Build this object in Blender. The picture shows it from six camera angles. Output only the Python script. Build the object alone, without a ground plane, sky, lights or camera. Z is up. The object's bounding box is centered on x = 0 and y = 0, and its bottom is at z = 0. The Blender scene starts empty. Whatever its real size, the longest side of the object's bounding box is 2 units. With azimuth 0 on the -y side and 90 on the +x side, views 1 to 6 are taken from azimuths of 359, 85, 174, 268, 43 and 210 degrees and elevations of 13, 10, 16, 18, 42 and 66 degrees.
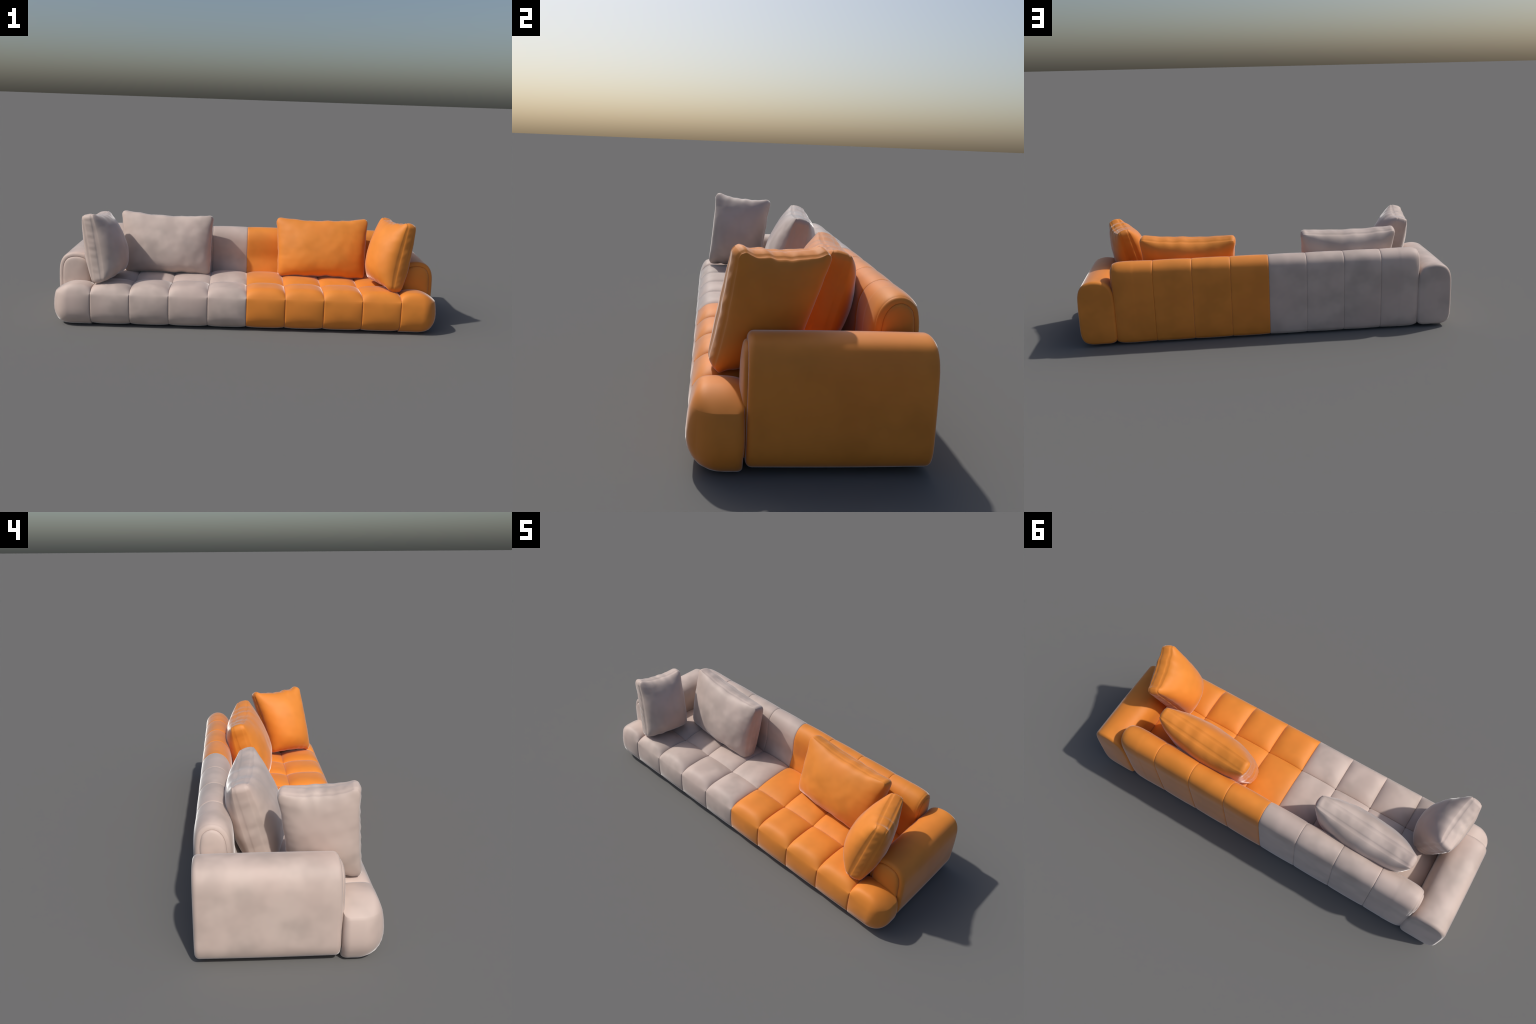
"""Two-tone tufted modular sofa (beige half, orange half) with four loose pillows."""
import math
import bpy
import numpy as np
from mathutils import Vector, noise

# --------------------------------------------------------------------------
# small helpers
# --------------------------------------------------------------------------


def lerp(a, b, t):
    return a + (b - a) * t


def fbm(p, freq, seed, octaves=2):
    return noise.fractal(Vector((p[0] * freq + seed * 7.31, p[1] * freq - seed * 3.17, p[2] * freq + seed * 1.93)),
                         1.0, 2.0, octaves)


def catmull(points, count, closed=False):
    """Centripetal-ish Catmull-Rom through 2D points, resampled evenly by arc length."""
    pts = [np.array(p, float) for p in points]
    n = len(pts)
    dense = []
    spans = n if closed else n - 1
    for i in range(spans):
        if closed:
            p0, p1, p2, p3 = pts[i - 1], pts[i], pts[(i + 1) % n], pts[(i + 2) % n]
        else:
            p0, p1, p2, p3 = pts[max(i - 1, 0)], pts[i], pts[i + 1], pts[min(i + 2, n - 1)]
        t1 = np.linalg.norm(p1 - p0) ** 0.5 or 1e-4
        t2 = t1 + (np.linalg.norm(p2 - p1) ** 0.5 or 1e-4)
        t3 = t2 + (np.linalg.norm(p3 - p2) ** 0.5 or 1e-4)
        for k in range(24):
            t = lerp(t1, t2, k / 24)
            a1 = p0 * (t1 - t) / t1 + p1 * t / t1
            a2 = p1 * (t2 - t) / (t2 - t1) + p2 * (t - t1) / (t2 - t1)
            a3 = p2 * (t3 - t) / (t3 - t2) + p3 * (t - t2) / (t3 - t2)
            b1 = a1 * (t2 - t) / t2 + a2 * t / t2
            b2 = a2 * (t3 - t) / (t3 - t1) + a3 * (t - t1) / (t3 - t1)
            dense.append(b1 * (t2 - t) / (t2 - t1) + b2 * (t - t1) / (t2 - t1))
    dense.append(pts[0] if closed else pts[-1])
    dense = np.array(dense)
    s = np.concatenate([[0], np.cumsum(np.linalg.norm(np.diff(dense, axis=0), axis=1))])
    want = np.linspace(0, s[-1], count + 1 if closed else count)
    if closed:
        want = want[:-1]
    return np.stack([np.interp(want, s, dense[:, k]) for k in range(2)], 1)


def outward(poly):
    """Unit outward normals of a closed counter-clockwise polygon."""
    d = np.roll(poly, -1, 0) - np.roll(poly, 1, 0)
    nrm = np.stack([d[:, 1], -d[:, 0]], 1)
    return nrm / np.maximum(np.linalg.norm(nrm, axis=1), 1e-9)[:, None]


# --------------------------------------------------------------------------
# materials
# --------------------------------------------------------------------------


def fabric(name, light, dark, tint, rough):
    """Plain woven upholstery: soft cloudy wear patches and a faint weave."""
    m = bpy.data.materials.new(name)
    m.use_nodes = True
    nt = m.node_tree
    nt.nodes.clear()
    out = nt.nodes.new("ShaderNodeOutputMaterial")
    b = nt.nodes.new("ShaderNodeBsdfPrincipled")
    geo = nt.nodes.new("ShaderNodeNewGeometry")
    n1 = nt.nodes.new("ShaderNodeTexNoise")
    n1.inputs["Scale"].default_value = 8.5
    n1.inputs["Detail"].default_value = 2.5
    n1.inputs["Roughness"].default_value = 0.5
    ramp = nt.nodes.new("ShaderNodeValToRGB")
    ramp.color_ramp.interpolation = "EASE"
    e = ramp.color_ramp.elements
    e[0].position, e[0].color = 0.32, (*dark, 1)
    e[1].position, e[1].color = 0.66, (*light, 1)
    n2 = nt.nodes.new("ShaderNodeTexNoise")
    n2.inputs["Scale"].default_value = 5.0
    n2.inputs["Detail"].default_value = 1.0
    r2 = nt.nodes.new("ShaderNodeMapRange")
    r2.inputs["From Min"].default_value = 0.4
    r2.inputs["From Max"].default_value = 0.7
    r2.inputs["To Max"].default_value = 0.6
    mix = nt.nodes.new("ShaderNodeMix")
    mix.data_type = "RGBA"
    mix.inputs["B"].default_value = (*tint, 1)
    weave = nt.nodes.new("ShaderNodeTexNoise")
    weave.inputs["Scale"].default_value = 420.0
    weave.inputs["Detail"].default_value = 1.0
    bump = nt.nodes.new("ShaderNodeBump")
    bump.inputs["Strength"].default_value = 0.03
    bump.inputs["Distance"].default_value = 0.001
    L = nt.links.new
    for n in (n1, n2, weave):
        L(geo.outputs["Position"], n.inputs["Vector"])
    L(n1.outputs["Fac"], ramp.inputs["Fac"])
    L(n2.outputs["Fac"], r2.inputs["Value"])
    L(r2.outputs["Result"], mix.inputs["Factor"])
    L(ramp.outputs["Color"], mix.inputs["A"])
    L(mix.outputs["Result"], b.inputs["Base Color"])
    L(weave.outputs["Fac"], bump.inputs["Height"])
    L(bump.outputs["Normal"], b.inputs["Normal"])
    b.inputs["Roughness"].default_value = rough
    b.inputs["IOR"].default_value = 1.45
    b.inputs["Sheen Weight"].default_value = 1.0
    b.inputs["Sheen Roughness"].default_value = 0.28
    L(b.outputs["BSDF"], out.inputs["Surface"])
    return m


BEIGE = fabric("beige_fabric", (0.575, 0.465, 0.41), (0.455, 0.368, 0.325), (0.56, 0.432, 0.382), 0.6)
ORANGE = fabric("orange_fabric", (0.76, 0.250, 0.030), (0.66, 0.218, 0.024), (0.76, 0.232, 0.028), 0.6)


# --------------------------------------------------------------------------
# object making
# --------------------------------------------------------------------------


def make_mesh(name, verts, faces, origin, smooth_angle=None, normals=None):
    me = bpy.data.meshes.new(name)
    v = np.asarray(verts, float) - np.asarray(origin, float)
    me.from_pydata([tuple(p) for p in v], [], faces)
    me.polygons.foreach_set("use_smooth", [True] * len(me.polygons))
    me.update()
    if normals is not None:
        me.normals_split_custom_set_from_vertices([tuple(n) for n in normals])
    elif smooth_angle:
        me.set_sharp_from_angle(angle=math.radians(smooth_angle))
    return me


def add(name, mesh, material, location, parent):
    o = bpy.data.objects.new(name, mesh)
    bpy.context.scene.collection.objects.link(o)
    if not len(mesh.materials):
        mesh.materials.append(material)
    o.material_slots[0].link = "OBJECT"
    o.material_slots[0].material = material
    if parent is not None:
        o.parent = parent
        o.location = Vector(location) - world_of(parent)
    else:
        o.location = location
    return o


def world_of(o):
    p = Vector(o.location)
    return p + world_of(o.parent) if o.parent else p


def empty(name, location, label, category):
    o = bpy.data.objects.new(name, None)
    o.empty_display_size = 0.1
    bpy.context.scene.collection.objects.link(o)
    o.location = location
    o["label"], o["category"] = label, category
    return o


# --------------------------------------------------------------------------
# tufted seat blocks: a plan grid, a domed top, bulging walls, rounded foot
# --------------------------------------------------------------------------

SEAM = 0.0003          # half the dark gap between neighbours
EDGE_Z = 0.170         # height of the ridge where wall turns into dome
CROWN_Z = 0.217        # middle of a pad


def edge_spaced(n):
    """-1..1, finer towards both ends."""
    t = np.linspace(-1, 1, n)
    return np.sin(t * math.pi / 2) * 0.75 + t * 0.25


def arc(t, p, q=1.0):
    return (1 - min(abs(t), 1.0) ** p) ** q


def grid_boundary(nu, nv):
    """Indices of the boundary of an nu x nv grid, counter-clockwise."""
    idx = lambda i, j: j * nu + i
    loop = [idx(i, 0) for i in range(nu - 1)]
    loop += [idx(nu - 1, j) for j in range(nv - 1)]
    loop += [idx(i, nv - 1) for i in range(nu - 1, 0, -1)]
    loop += [idx(0, j) for j in range(nv - 1, 0, -1)]
    return loop


def seat_block(name, x0, x1, y0, y1, kind):
    """kind: 'front', 'back' or 'end' (front-row block with a rounded free end at +x)."""
    nu, nv = 37, 37
    U, V = edge_spaced(nu), edge_spaced(nv)
    cx, cy, hx, hy = (x0 + x1) / 2, (y0 + y1) / 2, (x1 - x0) / 2, (y1 - y0) / 2
    corner = 0.075 if kind == "end" else 0.004

    def plan(u, v):
        x, y = u * hx, v * hy
        for sx in (-1, 1):
            for sy in (-1, 1):
                r = corner if (kind == "end" and sx > 0 and sy < 0) else (0.022 if kind == "end" and sx > 0 else 0.005)
                dx, dy = (x * sx - (hx - r)) / r, (y * sy - (hy - r)) / r
                if dx > 0 and dy > 0:
                    x = sx * (hx - r + r * dx * math.sqrt(1 - dy * dy / 2))
                    y = sy * (hy - r + r * dy * math.sqrt(1 - dx * dx / 2))
        return cx + x, cy + y

    def along_y(v):
        """Heights down the middle of the block and down its side seams."""
        if kind == "back":
            mid = 0.195 + (CROWN_Z - 0.004 - 0.195) * arc(v, 3.0, 0.8)
            side = 0.184 + 0.013 * arc(v, 2.4, 0.8)
        else:
            k = (v + 0.1) / 1.1 if v > -0.1 else (v + 0.1) / 0.9
            if k < 0:
                mid = EDGE_Z + (CROWN_Z - EDGE_Z) * arc(k, 4.4)
                side = EDGE_Z + 0.001 + 0.024 * arc(k, 3.4)
            else:
                low = 0.196 if kind == "front" else 0.205
                mid = low + (CROWN_Z - low) * arc(k, 3.0, 0.75)
                side = 0.184 + (EDGE_Z + 0.025 - 0.184) * arc(k, 2.4, 0.8)
        return mid, side

    def top(u, v):
        mid, side = along_y(v)
        if kind == "end" and u > -0.1:
            k = (u + 0.1) / 1.1
            return EDGE_Z + (mid - EDGE_Z) * arc(k, 2.0)
        k = (u + 0.1) / 0.9 if kind == "end" else u
        return side + (mid - side) * arc(k, 3.2, 0.75)

    verts = []
    for v in V:
        for u in U:
            x, y = plan(u, v)
            verts.append((x, y, top(u, v)))
    faces = [(j * nu + i, j * nu + i + 1, (j + 1) * nu + i + 1, (j + 1) * nu + i)
             for j in range(nv - 1) for i in range(nu - 1)]
    loop = grid_boundary(nu, nv)
    base = [np.array(verts[k]) for k in loop]
    ring_prev = loop
    # wall rings, top to bottom: (height, how far the free sides stand out or tuck under)
    rings = [(0.160, 0.0035), (0.145, 0.0065), (0.125, 0.0095), (0.100, 0.0115), (0.078, 0.0110), (0.058, 0.0075), (0.042, 0.001),
             (0.029, -0.006), (0.018, -0.014), (0.009, -0.025), (0.003, -0.038), (0.0, -0.055)]
    uv = [(U[k % nu], V[k // nu]) for k in loop]
    nrm = outward(np.array([b[:2] for b in base]))
    for height, stand in rings:
        ids = []
        for (u, v), b, n in zip(uv, base, nrm):
            swell = 0.0
            if kind in ("front", "end") and n[1] < 0:
                ks = (u + 0.1) / (1.1 if u > -0.1 else 0.9) if kind == "end" else u
                swell = -n[1] * (1.0 if kind == "end" and u > -0.1 else 0.25 + 0.75 * arc(ks, 2.4, 0.7))
            if kind == "end" and n[0] > 0:
                swell = max(swell, n[0])
            x, y, z = b[0], b[1], height
            if stand > 0:
                x, y = x + n[0] * stand * swell, y + n[1] * stand * swell
            else:
                # tuck the foot under the free sides, dragging the side walls along
                if kind in ("front", "end"):
                    y -= stand * (y1 - y) / (y1 - y0)
                if kind == "end":
                    x += stand * 0.8 * (x - x0) / (x1 - x0)
            if kind != "end":
                ks = abs(u) if kind == "front" else 0.0
                z += (0.002 + 0.007 * ks ** 4 * (y1 - y) / (y1 - y0)) * max(0.0, 1 - height / 0.06)
            z = min(z, b[2] - 0.001)
            ids.append(len(verts))
            verts.append((x, y, z))
        m = len(ids)
        for i in range(m):
            faces.append((ring_prev[i], ids[i], ids[(i + 1) % m], ring_prev[(i + 1) % m]))
        ring_prev = ids
    c = len(verts)
    low = min(verts[k][2] for k in ring_prev)
    verts.append((cx, cy, low))
    m = len(ring_prev)
    for i in range(m):
        faces.append((ring_prev[i], c, ring_prev[(i + 1) % m]))
    return verts, faces, (cx, cy, 0.0)


# --------------------------------------------------------------------------
# lofted upholstery with rounded ends: armrests and backrest panels
# --------------------------------------------------------------------------


def inset_poly(poly, d):
    return poly - outward(poly) * d


def core_poly(poly, f, lo, hi, mid):
    """Shrink a section towards the vertical line at `mid` between lo and hi."""
    core = np.stack([np.full(len(poly), mid), np.clip(poly[:, 1], lo, hi)], 1)
    return poly * (1 - f) + core * f


def loft(section_rings, place):
    verts, faces = [], []
    n = len(section_rings[0][1])
    for t, poly in section_rings:
        for p in poly:
            verts.append(place(t, p))
    for k in range(len(section_rings) - 1):
        for i in range(n):
            a, b = k * n + i, k * n + (i + 1) % n
            faces.append((a, b, b + n, a + n))
    for base, flip in ((0, True), ((len(section_rings) - 1) * n, False)):
        c = len(verts)
        verts.append(tuple(np.mean([verts[base + i] for i in range(n)], axis=0)))
        for i in range(n):
            a, b = base + i, base + (i + 1) % n
            faces.append((b, a, c) if flip else (a, b, c))
    return verts, faces


def orient(verts, faces):
    """Flip the winding if the closed mesh is inside out."""
    v = np.asarray(verts)
    vol = 0.0
    for f in faces:
        for k in range(1, len(f) - 1):
            vol += np.dot(v[f[0]], np.cross(v[f[k]], v[f[k + 1]]))
    return faces if vol > 0 else [tuple(reversed(f)) for f in faces]


ARM_SECTION = [(0.992, 0.15), (0.991, 0.24), (0.987, 0.285), (0.976, 0.316), (0.955, 0.340), (0.920, 0.353), (0.885, 0.354),
               (0.850, 0.345), (0.825, 0.325), (0.810, 0.293), (0.804, 0.25), (0.803, 0.15), (0.804, 0.06), (0.810, 0.024),
               (0.830, 0.012), (0.880, 0.010), (0.940, 0.011), (0.972, 0.024), (0.988, 0.055)]
ARM_FRONT, ARM_BACK = -0.166, 0.3175
BACK_SECTION = [(0.3182, 0.10), (0.3190, 0.20), (0.3190, 0.30), (0.3172, 0.365), (0.307, 0.405), (0.284, 0.428), (0.256, 0.437),
                (0.226, 0.430), (0.203, 0.410), (0.188, 0.380), (0.181, 0.335), (0.178, 0.27), (0.160, 0.21), (0.145, 0.14),
                (0.140, 0.06), (0.146, 0.025), (0.170, 0.007), (0.23, 0.005), (0.292, 0.006), (0.309, 0.016), (0.3155, 0.045)]


def round_over(radius, steps, at, direction):
    """(position, inset) pairs turning a square end into a quarter round."""
    out = []
    for k in range(steps + 1):
        a = k / steps * math.pi / 2
        out.append((at + direction * (radius - radius * math.sin(a)), radius * (1 - math.cos(a))))
    return out


def build_armrest(side):
    poly = catmull(ARM_SECTION, 120, closed=True)
    rings = []
    r = 0.017
    # front: groove where the inset panel sits, then the rolled edge
    rings.append((ARM_FRONT + 0.012, core_poly(inset_poly(poly, 0.024), 0.6, 0.1, 0.27, 0.895)))
    rings.append((ARM_FRONT + 0.007, inset_poly(poly, 0.0245)))
    rings.append((ARM_FRONT + 0.002, inset_poly(poly, 0.0235)))
    rings.append((ARM_FRONT - 0.0005, inset_poly(poly, 0.021)))
    for y, d in reversed(round_over(r, 6, ARM_FRONT, 1)[0:]):
        rings.append((y, inset_poly(poly, d)))
    rings = rings[:4] + sorted(rings[4:], key=lambda q: q[0])
    for k in range(1, 24):
        t = k / 24
        y = lerp(ARM_FRONT + r, ARM_BACK - r, t)
        rings.append((y, inset_poly(poly, -0.0012 * math.sin(math.pi * t))))
    for k in range(7):
        a = k / 6 * math.pi / 2
        rings.append((ARM_BACK - r + r * math.sin(a), inset_poly(poly, r * (1 - math.cos(a)))))
    for f, dy in ((0.25, 0.0018), (0.6, 0.0032), (0.9, 0.0038)):
        rings.append((ARM_BACK + dy - 0.001, core_poly(inset_poly(poly, r), f, 0.12, 0.25, 0.895)))
    verts, faces = loft(rings, lambda t, p: (side * p[0], t, p[1]))
    return verts, orient(verts, faces)


def build_arm_panel(side):
    """The puffed arch-shaped panel set into the front of an armrest."""
    poly = inset_poly(catmull(ARM_SECTION, 120, closed=True), 0.0225)
    rings = [(ARM_FRONT + 0.014, inset_poly(poly, 0.006)), (ARM_FRONT + 0.004, inset_poly(poly, 0.0008)),
             (ARM_FRONT, poly), (ARM_FRONT - 0.004, inset_poly(poly, 0.0008)), (ARM_FRONT - 0.0075, inset_poly(poly, 0.004)),
             (ARM_FRONT - 0.0105, inset_poly(poly, 0.010))]
    inner = inset_poly(poly, 0.010)
    for f in (0.15, 0.35, 0.6, 0.9):
        rings.append((ARM_FRONT - 0.0105 - 0.0075 * (1 - (1 - f) ** 2), core_poly(inner, f, 0.12, 0.25, 0.895)))
    verts, faces = loft(rings, lambda t, p: (side * p[0], t, p[1]))
    return verts, orient(verts, faces)


def build_back_panel(x0, x1, free):
    """One upholstered backrest channel; `free` is -1/+1 when that end is the sofa's end."""
    poly = catmull(BACK_SECTION, 132, closed=True)
    rings, n = [], 22
    cx, hx = (x0 + x1) / 2, (x1 - x0) / 2 - SEAM
    for s in edge_spaced(n * 2 + 1):
        seam_in = 0.0024 * (1 - arc(s, 22.0, 0.6)) - 0.0018 * arc(s, 2.0)
        if free and s * free > 0:
            seam_in = 0.006 * (1 - arc(s, 6.0, 0.8)) - 0.0025 * arc(s, 2.0)
        rings.append((cx + s * hx, inset_poly(poly, seam_in)))
    if free:
        end = cx + free * hx
        ends = []
        r = 0.016
        for k in range(1, 7):
            a = k / 6 * math.pi / 2
            ends.append((end + free * r * 0.8 * math.sin(a), inset_poly(poly, 0.006 + r * (1 - math.cos(a)))))
        ends.append((end + free * (r * 0.8 - 0.003), inset_poly(poly, 0.0245)))
        ends.append((end + free * (r * 0.8 - 0.010), core_poly(inset_poly(poly, 0.0245), 0.5, 0.1, 0.33, 0.245)))
        rings = rings + ends if free > 0 else ends[::-1] + rings
    verts, faces = loft(rings, lambda t, p: (t, p[0], p[1]))
    return verts, orient(verts, faces)


def build_back_end_panel(side, at):
    poly = inset_poly(catmull(BACK_SECTION, 132, closed=True), 0.0230)
    rings = [(at - 0.012, inset_poly(poly, 0.006)), (at - 0.002, inset_poly(poly, 0.0006)), (at + 0.001, poly),
             (at + 0.0045, inset_poly(poly, 0.0012)), (at + 0.0075, inset_poly(poly, 0.005)), (at + 0.0095, inset_poly(poly, 0.010))]
    inner = inset_poly(poly, 0.010)
    for f in (0.2, 0.5, 0.9):
        rings.append((at + 0.0095 + 0.004 * (1 - (1 - f) ** 2), core_poly(inner, f, 0.1, 0.34, 0.25)))
    verts, faces = loft(rings, lambda t, p: (side * t, p[0], p[1]))
    return verts, orient(verts, faces)


# --------------------------------------------------------------------------
# pillows: two puffed faces joined by a stitched side band
# --------------------------------------------------------------------------


def build_pillow(tl, tr, br, bl, band, puff_front, puff_back, slump_front, slump_back, seed, pucker=0.55):
    """Corners of the mid-plane seen from the front face. Returns whole mesh + face groups."""
    tl, tr, br, bl = (np.array(p, float) for p in (tl, tr, br, bl))
    W = (np.linalg.norm(tr - tl) + np.linalg.norm(br - bl)) / 4
    H = (np.linalg.norm(tl - bl) + np.linalg.norm(tr - br)) / 4
    N = 65
    G = edge_spaced(N)
    r = 0.027

    def flat(u, v):
        x, y = u * W, v * H
        dx, dy = (abs(x) - (W - r)) / r, (abs(y) - (H - r)) / r
        if dx > 0 and dy > 0:
            x = math.copysign(W - r + r * dx * math.sqrt(1 - dy * dy / 2), x)
            y = math.copysign(H - r + r * dy * math.sqrt(1 - dx * dx / 2), y)
        # sides drawn in between the corners by the stuffing
        x *= 1 - 0.030 * (1 - v * v) * abs(u) ** 3 * (0.165 / W)
        y *= 1 - 0.11 * (1 - u * u) * abs(v) ** 3 * (0.165 / H) * (1.0 if v > 0 else 0.35)
        x += 0.0035 * noise.noise(Vector((seed, v * 3.1, 1.0 + math.copysign(2, u)))) * abs(u) ** 4
        y += 0.006 * noise.noise(Vector((u * 4.1, seed, 5.0 + math.copysign(2, v)))) * abs(v) ** 4
        return x / W, y / H

    normal = np.cross(tr - tl, tl - bl) + np.cross(br - bl, tr - br)
    normal = -normal / np.linalg.norm(normal)
    # points the way the front face looks: right x up, reversed to face the viewer
    if np.dot(normal, np.cross(br - bl, tl - bl)) < 0:
        normal = -normal

    def place(a, b, h):
        s, t = (a + 1) / 2, (b + 1) / 2
        p = lerp(lerp(bl, br, s), lerp(tl, tr, s), t)
        return p + normal * h

    verts, groups = [], []
    faces = []
    fronts = []
    for sgn, puff in ((1, puff_front), (-1, puff_back)):
        start = len(verts)
        for v in G:
            for u in G:
                a, b = flat(u, v)
                h = puff * ((1 - u * u) ** 0.45) * ((1 - v * v) ** 0.47) * (1 - (slump_front if sgn > 0 else slump_back) * v)
                edge_u, edge_v = math.exp(-(1 - abs(u)) / 0.16), math.exp(-(1 - abs(v)) / 0.16)
                inner = (1 - u ** 8) * (1 - v ** 8)
                # loose lumps in the stuffing, and short puckers drawn from the seams
                h += 0.0036 * inner * fbm((u * W, v * H, 0.3 * sgn), 11.0, seed + sgn)
                h += 0.0045 * pucker * inner * edge_u * noise.noise(Vector((seed * 2.0 + sgn, v * H * 48, u * 1.5)))
                h += 0.0040 * pucker * inner * edge_v * noise.noise(Vector((u * W * 34, seed * 3.0 + sgn, v * 1.5)))
                verts.append(place(a, b, sgn * (band / 2 + h)))
        fronts.append(start)
        for j in range(N - 1):
            for i in range(N - 1):
                q = (start + j * N + i, start + j * N + i + 1, start + (j + 1) * N + i + 1, start + (j + 1) * N + i)
                faces.append(q if sgn > 0 else tuple(reversed(q)))
                groups.append(0 if sgn > 0 else 1)
    loop = grid_boundary(N, N)
    M = 9
    centre = (tl + tr + br + bl) / 4
    rows = [[fronts[0] + k for k in loop]]
    n = len(loop)
    A = np.array([verts[fronts[0] + k] for k in loop])
    B = np.array([verts[fronts[1] + k] for k in loop])
    tang = np.roll(A, -1, 0) - np.roll(A, 1, 0)
    out = np.cross(tang, normal)
    out /= np.maximum(np.linalg.norm(out, axis=1), 1e-9)[:, None]
    flip = -1 if np.sum(out * (A - centre)) < 0 else 1
    out *= flip
    for m in range(1, M):
        t = m / M
        ids = []
        for i in range(n):
            belly = 0.0032 * (1 - abs(2 * t - 1) ** 2.5)
            wr = 0.0035 * pucker * math.sin(math.pi * t) * noise.noise(Vector(A[i] * 45) + Vector((seed, 0, t)))
            p = lerp(A[i], B[i], t) + out[i] * (belly + wr)
            ids.append(len(verts))
            verts.append(p)
        rows.append(ids)
    rows.append([fronts[1] + k for k in loop])
    for a, b in zip(rows[:-1], rows[1:]):
        for i in range(n):
            faces.append((a[i], b[i], b[(i + 1) % n], a[(i + 1) % n]))
            groups.append(2)
    # stitched seams pulled in a touch
    for st in fronts:
        for k, o in zip(loop, out):
            verts[st + k] = verts[st + k] - o * 0.0018
    fl = orient(verts, faces)
    return np.array(verts), fl, groups


def vertex_normals(verts, faces):
    nrm = np.zeros_like(verts)
    for f in faces:
        p = verts[list(f)]
        k = np.cross(p[2] - p[0], p[-1] - p[1])
        for i in f:
            nrm[i] += k
    return nrm / np.maximum(np.linalg.norm(nrm, axis=1), 1e-12)[:, None]


def add_pillow(name, label, material, corners, band, puff_front, puff_back, slump_front, slump_back, seed, pucker=0.55):
    verts, faces, groups = build_pillow(*corners, band, puff_front, puff_back, slump_front, slump_back, seed, pucker)
    normals = vertex_normals(verts, faces)
    base = verts.mean(0)
    base[2] = verts[:, 2].min()
    root = empty(name, tuple(base), label, "pillow")
    for g, part in ((0, "pillow_face"), (1, "pillow_face"), (2, "side_band")):
        mine = [f for f, k in zip(faces, groups) if k == g]
        used = sorted({i for f in mine for i in f})
        remap = {old: new for new, old in enumerate(used)}
        me = make_mesh(part, verts[used], [tuple(remap[i] for i in f) for f in mine], base, normals=normals[used])
        add(part, me, material, tuple(base), root)
    return root


# --------------------------------------------------------------------------
# assemble the sofa
# --------------------------------------------------------------------------

sofa = empty("modular_sofa", (0, 0, 0),
             "wide tufted sofa, left half beige, right half orange", "sofa")

SEAMS = [-0.8, -0.6, -0.4, -0.2, 0.0, 0.2, 0.4, 0.6, 0.8]
ROW_Y = (-0.3080, -0.104, 0.150)
PITCH = 0.2

shared = {}
for kind, y0, y1 in (("front", ROW_Y[0], ROW_Y[1] - SEAM), ("back", ROW_Y[1] + SEAM, ROW_Y[2])):
    v, f, o = seat_block(kind, -PITCH / 2 + SEAM, PITCH / 2 - SEAM, y0, y1, kind)
    shared[kind] = make_mesh("seat_cushion", v, f, o, smooth_angle=32), o
for a, b in zip(SEAMS[:-1], SEAMS[1:]):
    for kind in ("front", "back"):
        me, o = shared[kind]
        add("seat_cushion", me, BEIGE if b < 0.01 else ORANGE, ((a + b) / 2, o[1], 0), sofa)
v, f, o = seat_block("end", 0.8 + SEAM, 0.9885, ROW_Y[0], ARM_FRONT - 0.006, "end")
end_mesh = make_mesh("seat_cushion", v, f, o, smooth_angle=32)
add("seat_cushion", end_mesh, ORANGE, (o[0], o[1], 0), sofa)
mv = [(-p[0], p[1], p[2]) for p in v]
mf = [tuple(reversed(q)) for q in f]
add("seat_cushion", make_mesh("seat_cushion", mv, mf, (-o[0], o[1], 0), smooth_angle=32), BEIGE, (-o[0], o[1], 0), sofa)

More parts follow.
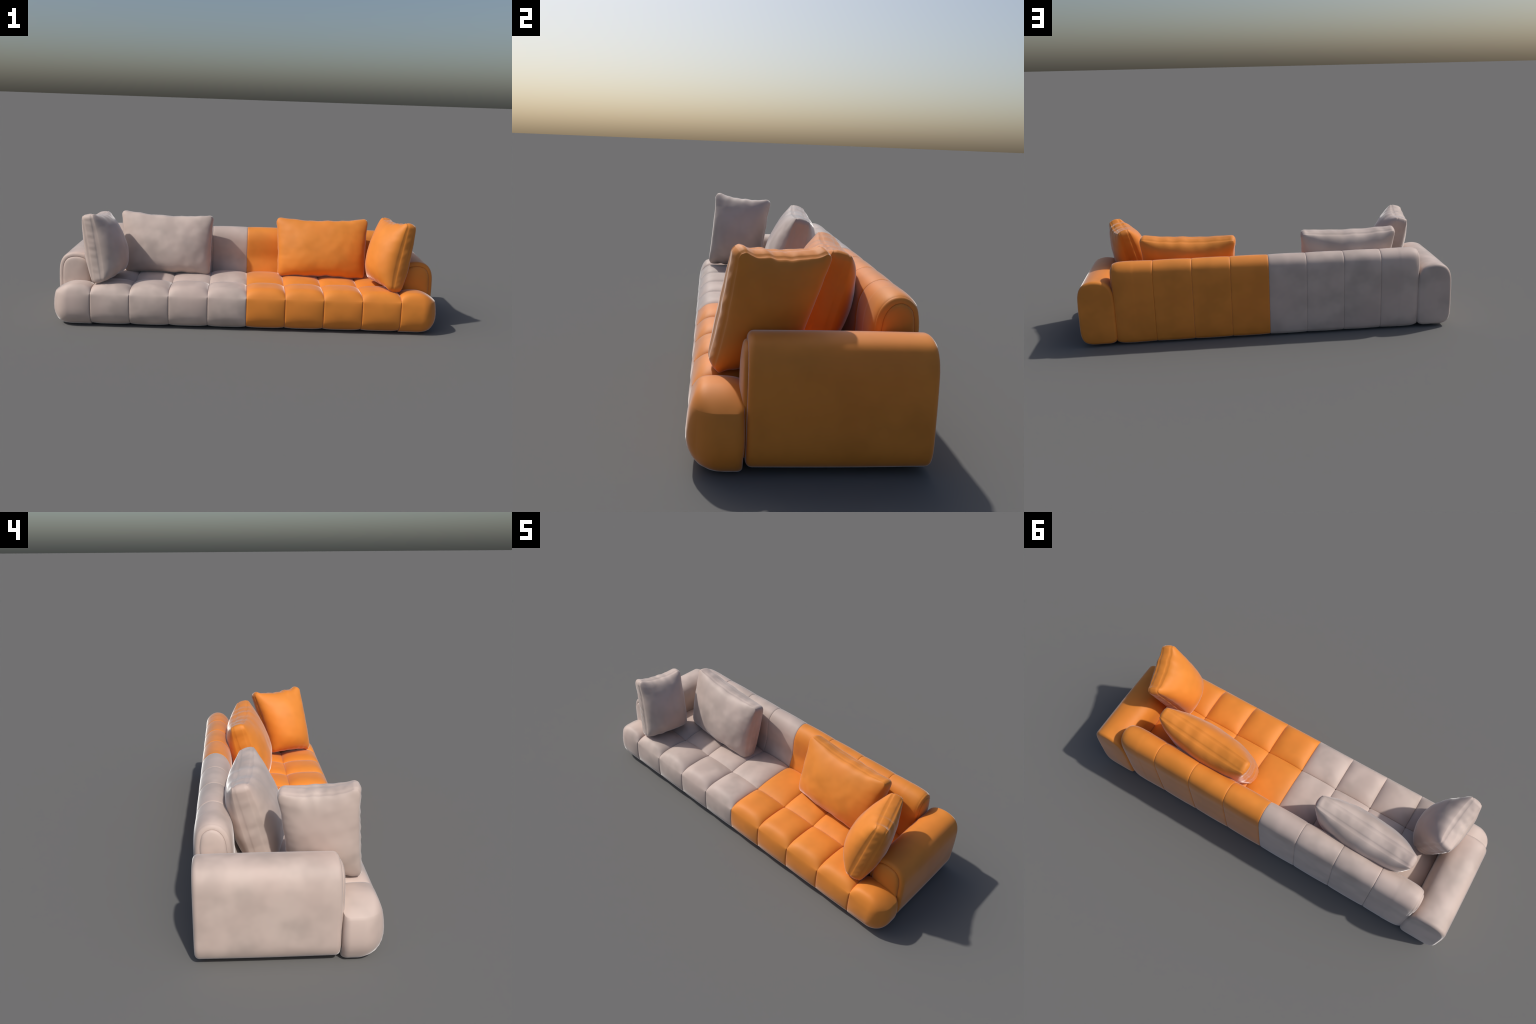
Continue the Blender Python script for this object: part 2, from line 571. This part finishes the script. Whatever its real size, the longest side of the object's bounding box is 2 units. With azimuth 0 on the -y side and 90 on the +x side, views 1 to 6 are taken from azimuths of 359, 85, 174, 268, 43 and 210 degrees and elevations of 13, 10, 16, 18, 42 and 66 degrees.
# backrest
edges = [-0.798] + SEAMS[1:-1] + [0.798]
for a, b in zip(edges[:-1], edges[1:]):
    free = -1 if a < -0.7 else (1 if b > 0.7 else 0)
    v, f = build_back_panel(a, b, free)
    o = ((a + b) / 2, 0.25, 0.0)
    panel = add("backrest_panel", make_mesh("backrest_panel", v, f, o, smooth_angle=50), BEIGE if b < 0.01 else ORANGE, o, sofa)
    if free:
        v, f = build_back_end_panel(free, 0.798 + 0.0105)
        oe = (free * 0.81, 0.25, 0.0)
        add("end_panel", make_mesh("end_panel", v, f, oe, smooth_angle=60), BEIGE if free < 0 else ORANGE, oe, panel)

# armrests
for side, mat in ((-1, BEIGE), (1, ORANGE)):
    o = (side * 0.895, 0.075, 0.0)
    v, f = build_armrest(side)
    arm = add("armrest", make_mesh("armrest", v, f, o, smooth_angle=60), mat, o, sofa)
    v, f = build_arm_panel(side)
    op = (side * 0.895, ARM_FRONT, 0.0)
    add("front_panel", make_mesh("front_panel", v, f, op, smooth_angle=60), mat, op, arm)

# --------------------------------------------------------------------------
# loose pillows (corner order: top left, top right, bottom right, bottom left)
# --------------------------------------------------------------------------

add_pillow("back_pillow", "plump beige rectangular pillow leaning on the backrest", BEIGE,
           ((-0.711, 0.158, 0.531), (-0.197, 0.117, 0.522), (-0.208, 0.043, 0.198), (-0.684, 0.066, 0.200)),
           0.050, 0.076, 0.083, 0.28, 0.06, 3)
add_pillow("back_pillow", "plump orange rectangular pillow leaning on the backrest", ORANGE,
           ((0.163, 0.153, 0.517), (0.672, 0.114, 0.529), (0.658, 0.028, 0.203), (0.176, 0.062, 0.200)),
           0.050, 0.076, 0.083, 0.28, 0.06, 8)
add_pillow("throw_pillow", "square orange throw pillow tilted against the armrest", ORANGE,
           ((0.848, -0.203, 0.565), (0.760, 0.061, 0.550), (0.692, -0.038, 0.222), (0.777, -0.261, 0.215)),
           0.046, 0.056, 0.092, 0.16, 0.22, 5)
add_pillow("throw_pillow", "square beige throw pillow tilted against the armrest", BEIGE,
           ((-0.790, 0.032, 0.546), (-0.822, -0.239, 0.573), (-0.766, -0.269, 0.218), (-0.704, -0.015, 0.222)),
           0.048, 0.050, 0.098, 0.12, 0.22, 12, 1.0)
